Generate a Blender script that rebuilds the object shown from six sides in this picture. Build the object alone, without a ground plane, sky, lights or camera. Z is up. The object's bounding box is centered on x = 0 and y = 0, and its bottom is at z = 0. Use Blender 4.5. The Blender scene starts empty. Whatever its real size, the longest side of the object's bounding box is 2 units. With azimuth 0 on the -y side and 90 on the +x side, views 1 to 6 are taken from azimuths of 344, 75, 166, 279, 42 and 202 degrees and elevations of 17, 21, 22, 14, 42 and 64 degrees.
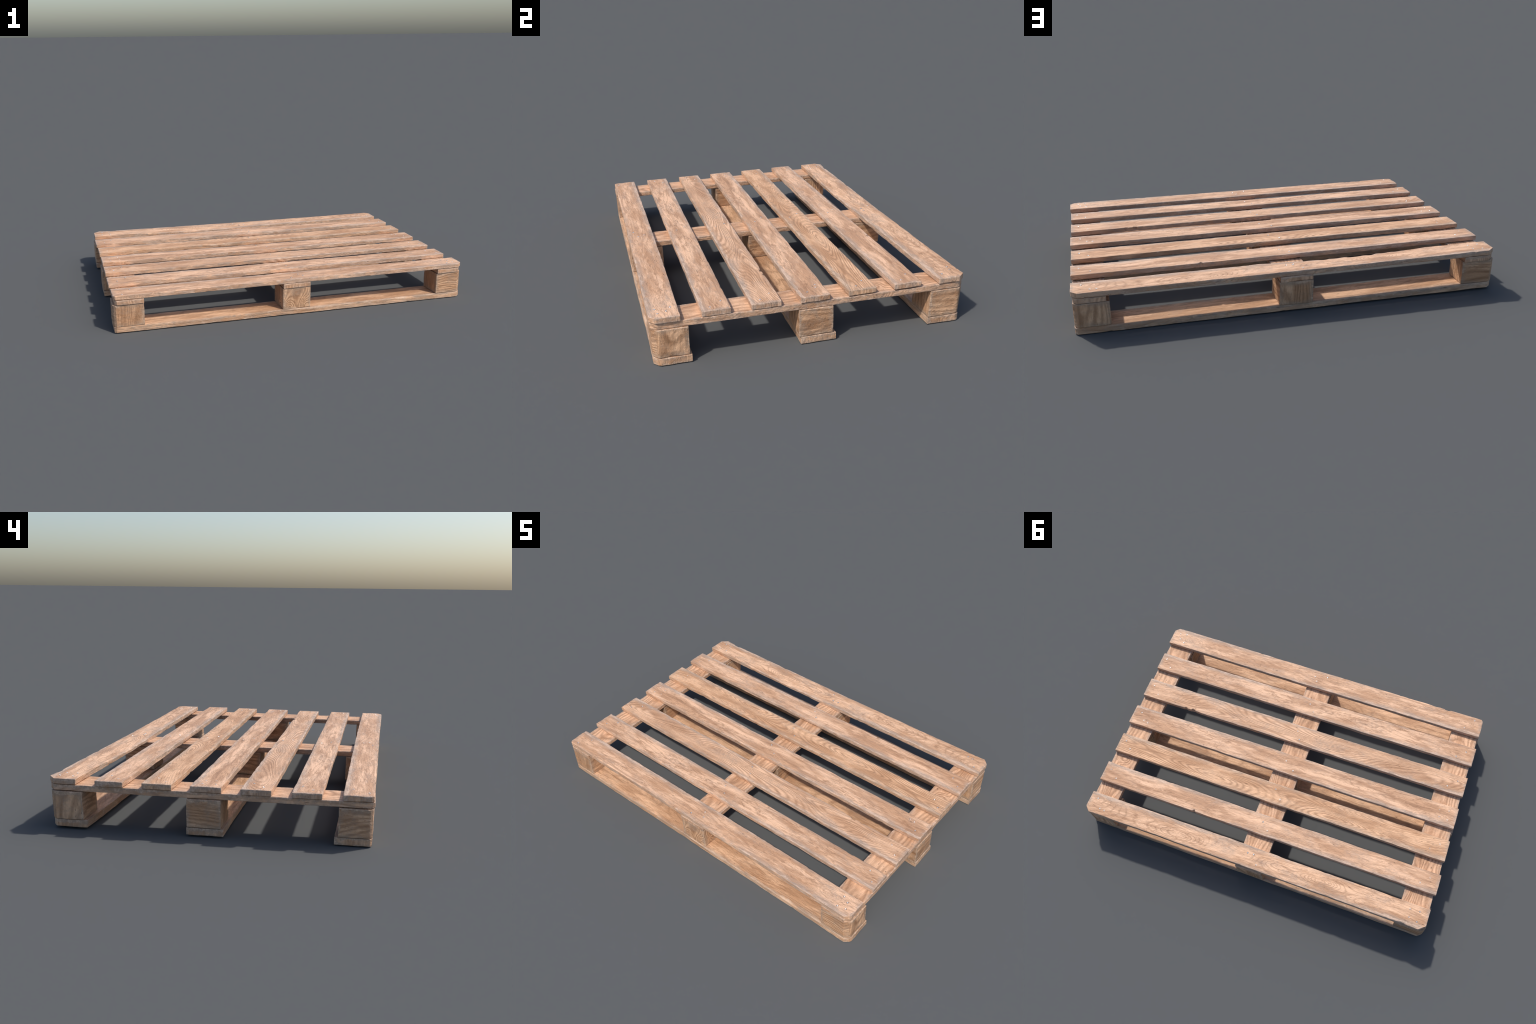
"""Weathered softwood shipping pallet: seven deck boards on three cross boards,
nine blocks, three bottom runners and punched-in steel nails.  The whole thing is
slightly racked (deck boards run skew to the cross boards) and one corner sits high."""
import bpy, math, random
import numpy as np
from mathutils import Vector

# ------------------------------------------------------------------ helpers
def hash3(ix, iy, iz, seed):
    h = (ix * 374761393 + iy * 668265263 + iz * 2147483647 + seed * 1274126177) & 0xFFFFFFFF
    h = ((h ^ (h >> 13)) * 1274126177) & 0xFFFFFFFF
    h = ((h ^ (h >> 16)) * 2246822519) & 0xFFFFFFFF
    return ((h ^ (h >> 15)) & 0xFFFFFF) / float(0xFFFFFF)

def vnoise(p, seed=0):
    """smooth value noise in -1..1 on an (n,3) array"""
    i = np.floor(p).astype(np.int64)
    f = p - i
    f = f * f * f * (f * (f * 6 - 15) + 10)
    out = np.zeros(len(p))
    for dx in (0, 1):
        for dy in (0, 1):
            for dz in (0, 1):
                w = (f[:, 0] if dx else 1 - f[:, 0]) * (f[:, 1] if dy else 1 - f[:, 1]) * (f[:, 2] if dz else 1 - f[:, 2])
                out += w * hash3(i[:, 0] + dx, i[:, 1] + dy, i[:, 2] + dz, seed)
    return out * 2 - 1

def smooth(a, b, x):
    t = np.clip((x - a) / (b - a), 0.0, 1.0)
    return t * t * (3 - 2 * t)

def spaced(half, edge, n_edge, n_mid):
    """cell borders from -half to half, finer within `edge` of both ends"""
    edge = min(edge, half * 0.45)
    a = np.linspace(-half, -half + edge, n_edge + 1)[:-1]
    m = np.linspace(-half + edge, half - edge, n_mid + 1)
    return np.concatenate([a, m, -a[::-1]])

def grid_box(xs, ys, zs):
    """closed box surface with shared vertices, on the given cell borders"""
    nx, ny, nz = len(xs) - 1, len(ys) - 1, len(zs) - 1
    ids, verts, faces = {}, [], []
    def vid(i, j, k):
        key = (i, j, k)
        if key not in ids:
            ids[key] = len(verts)
            verts.append((xs[i], ys[j], zs[k]))
        return ids[key]
    for i in range(nx):
        for j in range(ny):
            faces.append((vid(i, j, nz), vid(i + 1, j, nz), vid(i + 1, j + 1, nz), vid(i, j + 1, nz)))
            faces.append((vid(i, j, 0), vid(i, j + 1, 0), vid(i + 1, j + 1, 0), vid(i + 1, j, 0)))
    for i in range(nx):
        for k in range(nz):
            faces.append((vid(i, 0, k), vid(i + 1, 0, k), vid(i + 1, 0, k + 1), vid(i, 0, k + 1)))
            faces.append((vid(i, ny, k), vid(i, ny, k + 1), vid(i + 1, ny, k + 1), vid(i + 1, ny, k)))
    for j in range(ny):
        for k in range(nz):
            faces.append((vid(0, j, k), vid(0, j, k + 1), vid(0, j + 1, k + 1), vid(0, j + 1, k)))
            faces.append((vid(nx, j, k), vid(nx, j + 1, k), vid(nx, j + 1, k + 1), vid(nx, j, k + 1)))
    return np.array(verts, dtype=float), faces

def racked_lift(x, y):
    """the corner at -x +y stands a few millimetres high"""
    return np.clip((1 - x) / 2, 0, 1.05) * (0.0015 + 0.0072 * np.clip((y + 0.66) / 1.32, 0, 1.05))

# ------------------------------------------------------------------ materials
class Nodes:
    def __init__(self, mat):
        self.t = mat.node_tree
    def new(self, kind, **props):
        n = self.t.nodes.new(kind)
        for k, v in props.items():
            setattr(n, k, v)
        return n
    def put(self, sock, v):
        if hasattr(v, "is_output"):
            self.t.links.new(v, sock)
        else:
            sock.default_value = v
    def math(self, op, a, b=None, c=None, clamp=False):
        n = self.new("ShaderNodeMath", operation=op)
        n.use_clamp = clamp
        for s, v in zip(n.inputs, (a, b, c)):
            if v is not None:
                self.put(s, v)
        return n.outputs[0]
    def mixf(self, f, a, b):
        n = self.new("ShaderNodeMix", data_type='FLOAT')
        self.put(n.inputs[0], f); self.put(n.inputs[2], a); self.put(n.inputs[3], b)
        return n.outputs[0]
    def mixc(self, f, a, b, blend='MIX'):
        n = self.new("ShaderNodeMix", data_type='RGBA', blend_type=blend)
        self.put(n.inputs[0], f)
        for s, v in ((n.inputs[6], a), (n.inputs[7], b)):
            self.put(s, v if hasattr(v, "is_output") else (*v, 1.0))
        return n.outputs[2]
    def step(self, a, b, x):
        n = self.new("ShaderNodeMapRange", interpolation_type='SMOOTHSTEP')
        self.put(n.inputs[0], x); self.put(n.inputs[1], a); self.put(n.inputs[2], b)
        return n.outputs[0]
    def vec(self, x, y, z):
        n = self.new("ShaderNodeCombineXYZ")
        for s, v in zip(n.inputs, (x, y, z)):
            self.put(s, v)
        return n.outputs[0]
    def scale(self, v, s, offset=(0, 0, 0)):
        n = self.new("ShaderNodeMapping")
        self.put(n.inputs[0], v)
        n.inputs["Scale"].default_value = s
        n.inputs["Location"].default_value = offset
        return n.outputs[0]
    def noise(self, v, scale=1.0, detail=2.0, rough=0.5, dist=0.0):
        n = self.new("ShaderNodeTexNoise")
        self.put(n.inputs["Vector"], v)
        n.inputs["Scale"].default_value = scale
        n.inputs["Detail"].default_value = detail
        n.inputs["Roughness"].default_value = rough
        n.inputs["Distortion"].default_value = dist
        return n.outputs[0]

PALE   = (0.835, 0.522, 0.335)   # early wood
WARM   = (0.575, 0.325, 0.188)   # darker, redder wood
BROWN  = (0.430, 0.232, 0.130)   # streaks
LINE   = (0.315, 0.163, 0.086)   # late-wood lines
WORN   = (0.660, 0.470, 0.350)   # bare rubbed edges
RIM    = (0.405, 0.290, 0.220)   # greyed, handled rims
GREY   = (0.400, 0.285, 0.218)   # weathered stain
DIRT   = (0.130, 0.085, 0.060)

def wood(name, half, seed, faces, lines=1.0, ring=7.0, curl=0.5, mottle=1.0, tint=(1, 1, 1), grey=0.5, wear=1.0,
         line_w=0.5, stretch=1.0, eyes=(), relief=1.0, even=0.25, swirl=1.0):
    """half: half sizes of the piece; faces: which way the grain runs on the x, y and z
    faces, as the axes (along, across, depth).  eyes: (along, across, half length, half
    width, rings) places where the grain closes into arches on the broad face."""
    mat = bpy.data.materials.new(name)
    mat.use_nodes = True
    N = Nodes(mat)
    bsdf = N.t.nodes["Principled BSDF"]
    tc = N.new("ShaderNodeTexCoord")
    obj = tc.outputs["Object"]
    sep = N.new("ShaderNodeSeparateXYZ"); N.put(sep.inputs[0], obj)
    axis = {'x': sep.outputs[0], 'y': sep.outputs[1], 'z': sep.outputs[2]}
    ns = N.new("ShaderNodeSeparateXYZ"); N.put(ns.inputs[0], tc.outputs["Normal"])
    ax, ay, az = (N.math('ABSOLUTE', o) for o in ns.outputs[:3])
    on_x = N.math('GREATER_THAN', ax, N.math('MAXIMUM', ay, az))
    on_y = N.math('GREATER_THAN', ay, N.math('MAXIMUM', ax, az))
    comp = []
    for i in range(3):
        c = axis[faces['z'][i]]
        if faces['y'][i] != faces['z'][i]:
            c = N.mixf(on_y, c, axis[faces['y'][i]])
        if faces['x'][i] != faces['z'][i] or faces['x'][i] != faces['y'][i]:
            c = N.mixf(on_x, c, axis[faces['x'][i]])
        comp.append(c)
    # every face set of a piece looks into another slab of the same wood
    shift = N.math('MULTIPLY_ADD', on_x, 3.1, N.math('MULTIPLY', on_y, 1.7))
    rnd = random.Random(seed)
    off = tuple(rnd.uniform(-40, 40) for _ in range(3))
    off2 = (off[1], off[2], off[0])
    off3 = (off[2], off[0], off[1])
    grain = N.vec(comp[0], comp[1], N.math('ADD', comp[2], shift))

    # contour lines of a long soft noise field read as plain-sawn grain
    s = stretch
    field = N.noise(N.scale(grain, (1.5 / s, 8.0, 8.0), off), 1.0, 0.5, 0.4, 0.35)
    phase = N.math('MULTIPLY_ADD', field, ring * 1.9 * swirl, N.math('MULTIPLY', comp[1], ring * 2.6))
    for (ex, ey, la, lb, n) in eyes:
        dx = N.math('DIVIDE', N.math('SUBTRACT', comp[0], ex), la)
        dy = N.math('DIVIDE', N.math('SUBTRACT', comp[1], ey), lb)
        r2 = N.math('ADD', N.math('MULTIPLY', dx, dx), N.math('MULTIPLY', dy, dy))
        phase = N.math('MULTIPLY_ADD', N.math('EXPONENT', N.math('MULTIPLY', r2, -1.0)), n, phase)
    wob = N.noise(N.scale(grain, (9 / s, 45, 45), off), 1.0, 3.0, 0.6)
    phase = N.math('MULTIPLY_ADD', wob, 0.8 * curl + 0.3, phase)
    saw = N.math('FRACT', phase)
    band = N.math('ABSOLUTE', N.math('MULTIPLY_ADD', saw, 2.0, -1.0))          # 1 on the line
    where = N.noise(N.scale(grain, (2.5 / s, 13, 13), off2), 1.0, 3.0, 0.6)
    strong = N.step(0.38, 0.62, where)
    for (ex, ey, la, lb, n) in eyes:
        dx = N.math('DIVIDE', N.math('SUBTRACT', comp[0], ex), la * 1.3)
        dy = N.math('DIVIDE', N.math('SUBTRACT', comp[1], ey), lb * 1.2)
        r2 = N.math('ADD', N.math('MULTIPLY', dx, dx), N.math('MULTIPLY', dy, dy))
        strong = N.math('MAXIMUM', strong, N.math('SUBTRACT', 1.0, N.step(0.3, 1.2, r2)))
    band_l = N.math('MULTIPLY', N.step(1 - line_w, 1.05, band), N.mixf(strong, even, 1.0))

    # crinkled, streaky figure
    mot = N.noise(N.scale(grain, (20 / s, 78, 78), off), 1.0, 4.0, 0.62, 1.6)
    mot2 = N.noise(N.scale(grain, (3.6 / s, 30, 30), off3), 1.0, 4.0, 0.62, 0.5)
    patch = N.step(0.40, 0.60, N.noise(N.scale(grain, (4.5, 15, 15), off2), 1.0, 3.0, 0.6))
    crinkle = N.math('MULTIPLY', N.step(0.49, 0.63, mot), N.mixf(patch, 0.10, 1.0))
    streak = N.step(0.46, 0.62, mot2)
    fibre = N.noise(N.scale(grain, (9, 380, 380), off), 1.0, 3.0, 0.65)
    broad = N.noise(N.scale(grain, (3.0, 11, 11), off3), 1.0, 5.0, 0.62)

    col = N.mixc(N.math('MULTIPLY', N.step(0.44, 0.60, broad), 0.95), PALE, WARM)
    dark = N.step(0.54, 0.68, N.noise(N.scale(grain, (6.0, 24, 24), off2), 1.0, 4.0, 0.6, 0.5))
    col = N.mixc(N.math('MULTIPLY', dark, 0.6 * mottle, clamp=True), col, BROWN)
    col = N.mixc(N.math('MULTIPLY', streak, 0.62 * mottle, clamp=True), col, BROWN)
    col = N.mixc(N.math('MULTIPLY', crinkle, 0.58 * mottle, clamp=True), col, LINE)
    col = N.mixc(N.math('MULTIPLY', band_l, 0.70 * lines, clamp=True), col, LINE)
    col = N.mixc(N.math('MULTIPLY', N.step(0.45, 0.70, fibre), 0.20), col, LINE)

    # weather stains, cloudy
    st = N.noise(N.scale(obj, (6, 14, 14), off), 1.0, 6.0, 0.68, 0.3)
    st2 = N.noise(N.scale(obj, (60, 90, 90), off), 1.0, 4.0, 0.7)
    stain = N.math('MULTIPLY', N.step(0.46, 0.70, st), N.step(0.25, 0.70, st2))
    col = N.mixc(N.math('MULTIPLY', stain, grey, clamp=True), col, GREY)

    # rubbed arrises: distance to the second nearest face of the piece, broken up by noise
    d = [N.math('SUBTRACT', h, N.math('ABSOLUTE', axis[k])) for k, h in zip('xyz', half)]
    lo = N.math('MINIMUM', d[0], d[1]); hi = N.math('MAXIMUM', d[0], d[1])
    arris = N.math('MAXIMUM', lo, N.math('MINIMUM', hi, d[2]))
    # handling grime fades in towards the rims
    cloud = N.noise(N.scale(obj, (9, 26, 26), off2), 1.0, 6.0, 0.7)
    grime = N.math('MULTIPLY', N.math('SUBTRACT', 1.0, N.step(0.0, 0.030, arris)), N.step(0.36, 0.60, cloud))
    col = N.mixc(N.math('MULTIPLY', grime, 0.85 * min(1.0, grey + 0.35)), col, RIM)
    br = N.noise(N.scale(obj, (18, 30, 30), off), 1.0, 5.0, 0.65)
    reach = N.math('MULTIPLY_ADD', N.step(0.40, 0.68, br), 0.018 * wear, 0.0014)
    rub = N.math('SUBTRACT', 1.0, N.step(N.math('MULTIPLY', reach, 0.3), reach, arris))
    rub = N.math('MULTIPLY', rub, N.mixf(N.step(0.35, 0.6, st2), 0.5, 0.92))
    rim = N.step(0.40, 0.58, N.noise(N.scale(obj, (13, 60, 60), off3), 1.0, 5.0, 0.7))
    col = N.mixc(rub, col, N.mixc(rim, WORN, RIM))
    # dirt caught in pin holes and splits
    pin = N.noise(N.scale(grain, (40, 150, 150), off), 1.0, 2.0, 0.5)
    hole = N.step(0.70, 0.78, pin)
    col = N.mixc(N.math('MULTIPLY', hole, 0.7), col, DIRT)
    if tint != (1, 1, 1):
        col = N.mixc(1.0, col, tint, 'MULTIPLY')
    N.put(bsdf.inputs["Base Color"], col)
    bsdf.inputs["Roughness"].default_value = 0.60
    bsdf.inputs["Specular IOR Level"].default_value = 0.35

    rel = N.math('MULTIPLY_ADD', band_l, -0.22, N.math('MULTIPLY', fibre, 0.30))
    rel = N.math('MULTIPLY_ADD', mot, 0.9, rel)
    rel = N.math('MULTIPLY_ADD', mot2, 1.2, rel)
    rel = N.math('MULTIPLY_ADD', hole, -0.8, rel)
    lump = N.noise(N.scale(obj, (30, 55, 55), off), 1.0, 4.0, 0.62)
    rel = N.math('MULTIPLY_ADD', lump, 1.3, rel)
    bump = N.new("ShaderNodeBump")
    bump.inputs["Strength"].default_value = 0.75
    bump.inputs["Distance"].default_value = 0.0036 * relief
    N.put(bump.inputs["Height"], rel)
    N.put(bsdf.inputs["Normal"], bump.outputs[0])
    return mat

BOARD_X = {'z': 'xyz', 'y': 'xzy', 'x': 'zyx'}     # grain runs along x; ends show upright streaks
BOARD_Y = {'z': 'yxz', 'x': 'yzx', 'y': 'zxy'}
def block_faces(xface, yface):
    return {'x': 'yzx' if xface == 'h' else 'zyx', 'y': 'xzy' if yface == 'h' else 'zxy', 'z': 'xyz'}

def steel():
    mat = bpy.data.materials.new("nail_steel")
    mat.use_nodes = True
    N = Nodes(mat)
    b = N.t.nodes["Principled BSDF"]
    tc = N.new("ShaderNodeTexCoord")
    n = N.noise(tc.outputs["Object"], 900, 2, 0.5)
    N.put(b.inputs["Base Color"], N.mixc(N.step(0.4, 0.65, n), (0.90, 0.89, 0.87), (0.62, 0.60, 0.58)))
    b.inputs["Metallic"].default_value = 1.0
    b.inputs["Roughness"].default_value = 0.34
    return mat

def recess_shadow():
    """dark ring painted round a nail head for the shadow of its recess"""
    mat = bpy.data.materials.new("painted_recess_shadow")
    mat.use_nodes = True
    N = Nodes(mat)
    b = N.t.nodes["Principled BSDF"]
    tc = N.new("ShaderNodeTexCoord")
    n = N.noise(tc.outputs["Object"], 500, 2, 0.5)
    N.put(b.inputs["Base Color"], N.mixc(N.step(0.4, 0.65, n), (0.10, 0.055, 0.035), (0.26, 0.14, 0.08)))
    b.inputs["Roughness"].default_value = 0.8
    return mat

# ------------------------------------------------------------------ timber pieces
def timber(name, low, high, left, right, z0, z1, seed, fine, chamfers=None, chips=(), rough=1.0,
           long_axis='x', lean=(0, 0), bow=0.0, round_r=0.0020, wanes=(), notches=(), tilt=(0, 0), sag=0.0):
    """A sawn piece.  low/high: (x at -y side, x at +y side) of its -x and +x ends.
    left/right: (y at -x end, y at +x end) of its -y and +y sides.
    chamfers: {(sx, sy): (cx, cy)} corners sawn off in plan.
    chips: (x, side, z_side, length, depth) breaks along an arris.
    lean: how far the foot is shifted in x and y against the head.
    wanes: (x, side, half length, width, drop) long soft hollows worn into a top arris.
    notches: (x, side, half length, depth) splinters broken out of a long edge."""
    cx = (low[0] + low[1] + high[0] + high[1]) / 4
    cy = (left[0] + left[1] + right[0] + right[1]) / 4
    cz = (z0 + z1) / 2
    hx = (high[0] + high[1] - low[0] - low[1]) / 4
    hy = (right[0] + right[1] - left[0] - left[1]) / 4
    hz = (z1 - z0) / 2
    step, = (fine,)
    edge = 0.009
    def cuts(h):
        return spaced(h, edge, 6, max(2, int((2 * h - 2 * edge) / step)))
    zs = spaced(hz, min(edge, hz * 0.45), 5, max(2, int((2 * hz) / step)))
    v, faces = grid_box(cuts(hx), cuts(hy), zs)
    H = np.array([hx, hy, hz])
    q = v.copy()
    # arris radius varies and breaks out into small chips
    k = (4, 30, 30) if long_axis == 'x' else ((30, 4, 30) if long_axis == 'y' else (14, 14, 14))
    n1 = vnoise(v * np.array([18, 18, 18]) + seed * 3.7, seed)
    n2 = vnoise(v * np.array([60, 60, 60]) + seed * 1.3, seed + 5)
    r = round_r + 0.0012 * n1 * rough + rough * 0.0042 * smooth(0.32, 0.85, n1 * 0.6 + n2 * 0.55)
    r = np.clip(r, 0.0012, min(hz * 0.85, 0.010))
    for (px, sy, sz, length, depth) in chips:
        near = np.exp(-((v[:, 0] + cx - px) / length) ** 2) * (np.sign(v[:, 1]) == sy)
        if sz:
            near = near * smooth(-0.2, 0.6, v[:, 2] / hz * sz)
        jag = 0.65 + 0.5 * vnoise(v * np.array([90, 60, 60]) + 9, seed + 3)
        r = r + depth * near * np.clip(jag, 0.1, 1.2)
    r = np.minimum(r, np.minimum(hy * 0.5, 0.022))
    inner = np.clip(v, -(H - r[:, None]), H - r[:, None])
    inner[:, 2] = np.clip(v[:, 2], -(hz - np.minimum(r, hz * 0.9)), hz - np.minimum(r, hz * 0.9))
    d = v - inner
    rr = np.array([r, r, np.minimum(r, hz * 0.9)]).T
    dn = d / rr
    L = np.linalg.norm(dn, axis=1)
    L[L < 1e-9] = 1
    p = inner + np.where(L[:, None] > 1, dn / L[:, None], dn) * rr
    # shallow saw waviness of the faces
    amp = 0.0007 * rough
    w = vnoise(v * np.array(k) * 1.0 + 11.3 * seed, seed + 9)
    w2 = vnoise(v * 40.0 + 5.1 * seed, seed + 13)
    nrm = np.zeros_like(v)
    for a in range(3):
        nrm[:, a] = np.where(np.abs(np.abs(v[:, a]) - H[a]) < 1e-6, np.sign(v[:, a]), 0)
    p += nrm * (amp * (w + 0.5 * w2))[:, None]
    if long_axis != 'z':
        la, sa = (0, 1) if long_axis == 'x' else (1, 0)
        sweep = np.zeros_like(v)
        sweep[:, la] = v[:, la] * 9
        sweep[:, 1] += np.sign(v[:, sa]) * 7.7 + seed
        fine_sweep = sweep * 3.3
        fine_sweep[:, 2] = v[:, 2] * 25
        edge_move = 0.0012 * vnoise(sweep, seed + 21) + 0.0006 * vnoise(fine_sweep, seed + 22)
        p[:, sa] += edge_move * np.abs(v[:, sa] / H[sa]) ** 3 * np.sign(v[:, sa])
    for (px, sy, length, width, drop) in wanes:
        a = np.clip(1 - ((v[:, 0] + cx - px) / length) ** 2, 0, 1)
        b = np.clip(1 - (hy - v[:, 1] * sy) / width, 0, 1) ** 1.3
        wear = drop * a * b * (0.85 + 0.25 * vnoise(v * 30.0, seed + 31))
        p[:, 2] -= wear * np.clip(p[:, 2] / hz * 0.5 + 0.5, 0, 1)
    for (px, sy, length, depth) in notches:
        a = smooth(1.0, 0.55, np.abs(v[:, 0] + cx - px) / length + 0.35 * vnoise(v * 160.0, seed + 41))
        b = smooth(hy - 0.022, hy - 0.002, v[:, 1] * sy)
        t = np.clip(0.35 + 0.65 * (v[:, 2] / hz * 0.5 + 0.5) + 0.35 * vnoise(v * 120.0, seed + 43), 0, 1.2)
        p[:, 1] -= sy * depth * a * b * t
    # sawn-off corners in plan
    for (sx, sy), (ccx, ccy) in (chamfers or {}).items():
        t = np.clip((p[:, 1] * sy - (hy - ccy)) / ccy, 0, 1)
        zone = max(4 * ccx, 0.06)
        g = np.clip((p[:, 0] * sx - (hx - zone)) / zone, 0, 1)
        p[:, 0] -= sx * ccx * t * g
    # lay the piece out between its four plan corners
    u = p[:, 0] / (2 * hx) + 0.5
    t = p[:, 1] / (2 * hy) + 0.5
    xa = low[0] + (low[1] - low[0]) * t
    xb = high[0] + (high[1] - high[0]) * t
    ya = left[0] + (left[1] - left[0]) * u
    yb = right[0] + (right[1] - right[0]) * u
    X = xa + (xb - xa) * u
    Y = ya + (yb - ya) * t + bow * (1 - (2 * u - 1) ** 2)
    f = 0.5 - p[:, 2] / (2 * hz)
    X = X + lean[0] * f
    Y = Y + lean[1] * f
    Z = cz + p[:, 2] + racked_lift(X, Y) + tilt[0] * (1 - u) + tilt[1] * u - sag * (1 - (2 * u - 1) ** 2)
    Z = np.maximum(Z, 0.0)
    co = np.stack([X - cx, Y - cy, Z - cz], 1)
    me = bpy.data.meshes.new(name)
    me.from_pydata(co.tolist(), [], faces)
    me.polygons.foreach_set("use_smooth", [True] * len(me.polygons))
    me.update()
    ob = bpy.data.objects.new(name, me)
    ob.location = (cx, cy, cz)
    bpy.context.collection.objects.link(ob)
    return ob, (hx, hy, hz)

# ------------------------------------------------------------------ the pallet
pallet = bpy.data.objects.new("pallet", None)
pallet["label"] = "weathered wooden shipping pallet with seven deck boards and nine blocks"
pallet["category"] = "wooden pallet"
bpy.context.collection.objects.link(pallet)

def adopt(ob, mat):
    ob.parent = pallet
    ob.data.materials.append(mat)

Z_RUN, Z_BLK, Z_CRS, Z_TOP = 0.0302, 0.1500, 0.1772, 0.2028
GAP = 0.0020

# deck boards: -y side (at -x end, at +x end), +y side, ends, and how the wood looks
W = 0.0020      # boards measured a touch wider than their sawn lines
DECK = [
    dict(l=(-0.653, -0.678), r=(-0.5355, -0.561), x=(-0.995, 0.9964), ch={(1, -1): (0.025, 0.026), (-1, -1): (0.014, 0.014)}, bow=0.004,
         notches=[(-0.776, -1, 0.025, 0.005)], chips=[(-0.74, -1, 1, 0.06, 0.008), (-0.60, -1, 1, 0.09, 0.005), (0.30, -1, 1, 0.05, 0.005)],
         look=dict(lines=0.55, ring=5, curl=1.0, mottle=1.0, grey=0.8, eyes=[(0.86, -0.01, 0.05, 0.02, 5), (-0.9, 0.0, 0.05, 0.02, 5)])),
    dict(l=(-0.4505, -0.472), r=(-0.336, -0.361), x=(-0.9985, 0.9910), look=dict(lines=0.5, ring=5, curl=1.0, mottle=1.15, grey=0.55),
         chips=[(0.25, -1, 1, 0.06, 0.005), (-0.5, -1, 1, 0.05, 0.005)], wanes=[(-0.2, -1, 0.3, 0.02, 0.004)]),
    dict(l=(-0.250, -0.2745), r=(-0.132, -0.156), x=(-0.9965, 0.9920),
         look=dict(lines=1.1, ring=11, curl=0.3, mottle=0.5, grey=0.7, line_w=0.85, even=0.45, swirl=1.3, tint=(1.0, 0.995, 0.985), eyes=[(-0.05, 0.02, 0.16, 0.05, 3)]),
         notches=[(0.661, 1, 0.018, 0.009), (0.709, 1, 0.010, 0.005)], chips=[(0.68, 1, 1, 0.05, 0.004), (-0.45, 1, 1, 0.04, 0.005), (0.1, -1, 1, 0.06, 0.006)]),
    dict(l=(-0.0485, -0.0735), r=(0.0745, 0.0450), x=(-0.995, 0.9950), look=dict(lines=0.5, ring=5, curl=1.0, mottle=1.15, grey=0.5),
         chips=[(-0.2, 1, 1, 0.05, 0.005), (0.5, -1, 1, 0.06, 0.005)]),
    dict(l=(0.1535, 0.1300), r=(0.273, 0.2450), x=(-0.996, 0.9918),
         look=dict(lines=1.0, ring=13, curl=0.3, line_w=0.8, even=0.4, swirl=1.1, mottle=0.55, grey=0.45, tint=(1.0, 0.97, 0.91), eyes=[(0.72, 0.0, 0.25, 0.06, 4), (-0.35, 0.03, 0.2, 0.05, 3)]),
         chips=[(0.4, -1, 1, 0.06, 0.006), (-0.3, -1, 1, 0.05, 0.005)]),
    dict(l=(0.3560, 0.3305), r=(0.471, 0.4450), x=(-1.0, 0.9940), look=dict(lines=0.6, ring=5, curl=0.9, mottle=0.95, grey=0.6),
         notches=[(0.404, 1, 0.010, 0.010)], chips=[(-0.1, 1, 1, 0.05, 0.006), (0.2, -1, 1, 0.08, 0.006)]),
    dict(l=(0.5595, 0.5300), r=(0.6790, 0.6480), x=(-0.994, 0.9956), ch={(1, 1): (0.027, 0.028), (-1, 1): (0.036, 0.031)}, bow=-0.004,
         notches=[(-0.87, 1, 0.035, 0.004)], chips=[(-0.80, 1, 1, 0.05, 0.006), (-0.88, 1, 1, 0.04, 0.006), (0.2, -1, 1, 0.02, 0.004), (-0.62, -1, 1, 0.04, 0.007)],
         wanes=[(-0.27, -1, 0.40, 0.060, 0.012)], sag=0.003,
         look=dict(lines=0.85, ring=7, curl=0.6, mottle=0.85, grey=0.8, tint=(0.985, 0.985, 0.975), stretch=0.8,
                   eyes=[(-0.40, 0.0, 0.10, 0.030, 7), (0.42, 0.01, 0.14, 0.03, 4), (-0.13, -0.01, 0.10, 0.03, 3)])),
]
for b, end in zip(DECK, (0.0000, 0.0003, 0.0005, 0.0018, 0.0027, 0.0033, 0.0018)):
    b['tilt'] = (0.0004, end)       # a few boards stand proud over the +x cross board
    b['l'] = tuple(y - W for y in b['l'])
    b['r'] = tuple(y + W for y in b['r'])
for i, b in enumerate(DECK):
    ob, half = timber("deck_board", (b['x'][0],) * 2, (b['x'][1],) * 2, b['l'], b['r'], Z_CRS + GAP, Z_TOP, 11 + i * 7, 0.0055,
                      b.get('ch'), b.get('chips', ()), bow=b.get('bow', 0), wanes=b.get('wanes', ()), notches=b.get('notches', ()), tilt=b['tilt'], sag=b.get('sag', 0))
    adopt(ob, wood("deck_wood", half, 100 + i, BOARD_X, **b['look']))

CROSS = [
    dict(x=((-0.9892, -0.9892), (-0.836, -0.836)), l=-0.657, r=0.677, ch={(-1, -1): (0.014, 0.014), (-1, 1): (0.030, 0.026)}),
    dict(x=((-0.0800, -0.0800), (0.0758, 0.0758)), l=-0.6635, r=0.6655, ch={}),
    dict(x=((0.8430, 0.8480), (0.9905, 0.9905)), l=-0.6770, r=0.6455, ch={(1, -1): (0.020, 0.022), (1, 1): (0.022, 0.022)}),
]
for i, c in enumerate(CROSS):
    ob, half = timber("cross_board", c['x'][0], c['x'][1], (c['l'],) * 2, (c['r'],) * 2, Z_BLK + GAP, Z_CRS, 71 + i * 5, 0.0085, c['ch'], long_axis='y')
    adopt(ob, wood("cross_wood", half, 200 + i, BOARD_Y, lines=1.0, ring=11, curl=0.3, mottle=0.6, grey=0.35, line_w=0.85, even=0.7, stretch=0.7, swirl=0.6, tint=(1.0, 0.98, 0.95),
                      eyes=[(0.285, 0.0, 0.04, 0.035, 4)] if i == 2 else []))

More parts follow.
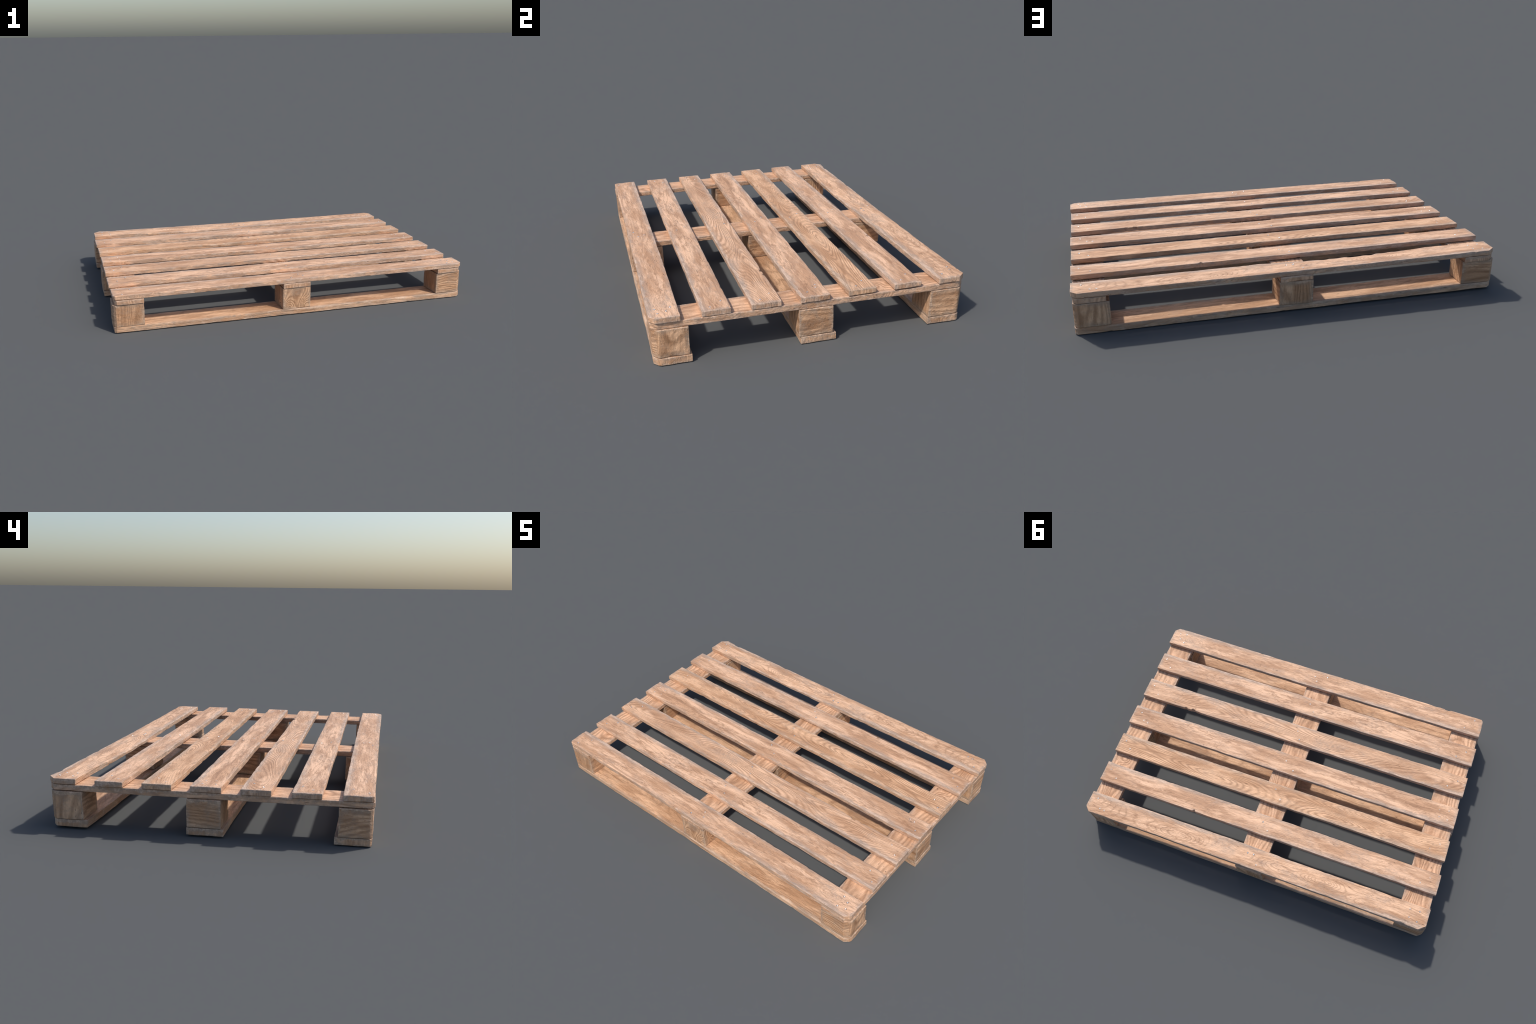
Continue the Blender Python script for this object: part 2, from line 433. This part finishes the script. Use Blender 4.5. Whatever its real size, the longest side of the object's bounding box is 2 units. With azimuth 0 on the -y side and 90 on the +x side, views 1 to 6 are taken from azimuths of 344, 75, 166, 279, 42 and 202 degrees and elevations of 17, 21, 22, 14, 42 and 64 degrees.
RUN = [
    dict(x=((-0.9960, -0.9960), (0.9995, 0.9995)), l=(-0.6516, -0.6735), r=(-0.5045, -0.5230), ch={(1, -1): (0.027, 0.022), (-1, -1): (0.014, 0.009)},
         chips=[(-0.55, -1, 1, 0.10, 0.006), (0.15, -1, 1, 0.12, 0.008), (0.62, -1, 1, 0.10, 0.008)]),
    dict(x=((-0.9980, -0.9980), (0.9960, 0.9950)), l=(-0.0600, -0.0776), r=(0.0920, 0.0735), ch={}, chips=[(0.4, -1, 1, 0.1, 0.006)]),
    dict(x=((-0.9980, -0.9960), (0.9920, 0.9940)), l=(0.5095, 0.4840), r=(0.6620, 0.6310), ch={(1, 1): (0.014, 0.012), (-1, 1): (0.022, 0.016)},
         chips=[(-0.3, 1, 1, 0.10, 0.006), (0.5, 1, 1, 0.08, 0.006), (0.9, -1, 1, 0.03, 0.008)]),
]
for i, c in enumerate(RUN):
    ob, half = timber("bottom_runner", c['x'][0], c['x'][1], c['l'], c['r'], 0.0, Z_RUN, 131 + i * 5, 0.0085, c['ch'], c['chips'])
    adopt(ob, wood("runner_wood", half, 300 + i, BOARD_X, lines=0.7, ring=7, curl=0.7, mottle=0.9, grey=0.5, wear=1.25, tint=(0.95, 0.94, 0.90)))

# blocks: x from/to, y from/to, grain on x and y faces, lean of the foot, sawn corners
BLOCKS = [
    ((-0.9985, -0.8377), ((-0.6520, -0.6530), (-0.5180, -0.5190)), 'hv', (0.0, 0.000), {(-1, -1): (0.016, 0.014)}, dict(ring=14)),
    ((-0.0830, 0.0745), ((-0.6590, -0.6600), (-0.5040, -0.5050)), 'vv', (0.0, 0.000), {}, dict(ring=15, curl=0.2, lines=1.3, eyes=[(-0.06, -0.045, 0.05, 0.03, 5), (-0.05, 0.05, 0.05, 0.03, 5)])),
    ((0.8380, 0.9960), ((-0.6725, -0.6735), (-0.5270, -0.5305)), 'vh', (0.0, 0.000), {(1, -1): (0.027, 0.024)}, dict(ring=14, swirl=0.6, lines=1.2)),
    ((-1.0000, -0.8400), ((-0.0505, -0.0505), (0.0905, 0.0905)), 'hv', (0.0, 0.0), {}, dict(ring=14)),
    ((-0.0800, 0.0800), ((-0.0650, -0.0650), (0.0790, 0.0790)), 'hv', (0.0, 0.0), {}, dict(ring=14)),
    ((0.8430, 0.9945), ((-0.0835, -0.0835), (0.0612, 0.0612)), 'hv', (0.0, 0.0), {}, dict(ring=13, lines=1.35, swirl=0.45)),
    ((-0.9985, -0.8350), ((0.5300, 0.5320), (0.6700, 0.6600)), 'vh', (0.0, -0.004), {(-1, 1): (0.022, 0.018)}, dict(ring=15)),
    ((-0.0800, 0.0775), ((0.5150, 0.5100), (0.6660, 0.6580)), 'hv', (0.0, -0.010), {}, dict(ring=15, grey=0.6)),
    ((0.8350, 0.9920), ((0.4955, 0.4955), (0.6450, 0.6440)), 'hv', (0.0, -0.010), {(1, 1): (0.020, 0.018)}, dict(ring=15, grey=0.6)),
]
for i, (bx, by, fc, lean, ch, look) in enumerate(BLOCKS):
    ob, half = timber("block", (bx[0],) * 2, (bx[1],) * 2, by[0], by[1], Z_RUN + GAP, Z_BLK, 171 + i * 3, 0.007, ch,
                      long_axis='z', lean=lean, round_r=0.0018)
    kw = dict(lines=1.05, curl=0.45, mottle=0.85, grey=0.8, wear=0.8, line_w=0.85, even=0.75, stretch=0.75, swirl=0.28, tint=(0.94, 0.92, 0.86))
    kw.update(look)
    adopt(ob, wood("block_wood", half, 400 + i, block_faces(*fc), **kw))

# ------------------------------------------------------------------ nails
def nail_mesh():
    """punched round head: low rim, dished face"""
    prof = [(0.0052, -0.0020), (0.0052, -0.0001), (0.0039, 0.0000), (0.0039, 0.0006), (0.0036, 0.0009), (0.0031, 0.0008), (0.0023, -0.0002), (0.0015, -0.0006), (0.0007, -0.0007)]
    n = 20
    verts, faces = [], []
    for rad, z in prof:
        for k in range(n):
            a = 2 * math.pi * k / n
            verts.append((rad * math.cos(a), rad * math.sin(a), z + 0.0008))
    for s in range(len(prof) - 1):
        for k in range(n):
            a, b = s * n + k, s * n + (k + 1) % n
            faces.append((a, b, b + n, a + n))
    faces.append(tuple((len(prof) - 1) * n + k for k in range(n)))
    me = bpy.data.meshes.new("nail")
    me.from_pydata(verts, [], faces)
    me.polygons.foreach_set("use_smooth", [True] * len(me.polygons))
    me.update()
    me.materials.append(steel())
    me.materials.append(recess_shadow())
    for poly in me.polygons:
        if Vector(poly.center[:2]).length > 0.0041:
            poly.material_index = 1
    return me

NAILS = [
    # over the +x cross board, board by board
    (0.953, -0.641), (0.913, -0.648), (0.940, -0.606), (0.908, -0.586), (0.959, -0.437), (0.915, -0.386), (0.954, -0.234),
    (0.907, -0.184), (0.947, -0.035), (0.914, 0.011), (0.886, 0.018), (0.954, 0.172), (0.911, 0.213), (0.957, 0.371),
    (0.906, 0.414), (0.950, 0.561), (0.914, 0.615), (0.885, 0.618),
    # over the middle one
    (0.044, -0.618), (-0.029, -0.635), (0.026, -0.588), (0.010, -0.422), (-0.025, -0.377), (0.019, -0.222), (-0.007, -0.173),
    (0.018, -0.016), (-0.039, 0.032), (0.014, 0.174), (-0.031, 0.226), (0.012, 0.385), (-0.028, 0.426), (0.029, 0.582),
    (-0.005, 0.580), (-0.038, 0.632),
    # over the -x one
    (-0.945, -0.633), (-0.899, -0.569), (-0.947, -0.413), (-0.899, -0.368), (-0.947, -0.216), (-0.898, -0.169), (-0.895, -0.012),
    (-0.945, -0.021), (-0.901, 0.030), (-0.949, 0.034), (-0.947, 0.186), (-0.901, 0.229), (-0.946, 0.389), (-0.902, 0.432),
    (-0.891, 0.588), (-0.943, 0.586), (-0.896, 0.633), (-0.941, 0.644),
]
def DZ(x, y):
    b = min(DECK, key=lambda d: abs(y - sum(d['l'] + d['r']) / 4 + 0.0125 * x))
    t = (x + 1) / 2
    return b['tilt'][0] * (1 - t) + b['tilt'][1] * t - b.get('sag', 0) * (1 - x * x)
rng = random.Random(5)
base = bpy.data.objects.new("nail", nail_mesh())
for i, (x, y) in enumerate(NAILS):
    ob = base if i == 0 else base.copy()
    ob.location = (x, y, DZ(x, y) + Z_TOP + float(racked_lift(np.float64(x), np.float64(y))) - 0.0006)
    ob.rotation_euler = (rng.uniform(-0.12, 0.12), rng.uniform(-0.12, 0.12), rng.uniform(0, 6.28))
    ob.parent = pallet
    bpy.context.collection.objects.link(ob)
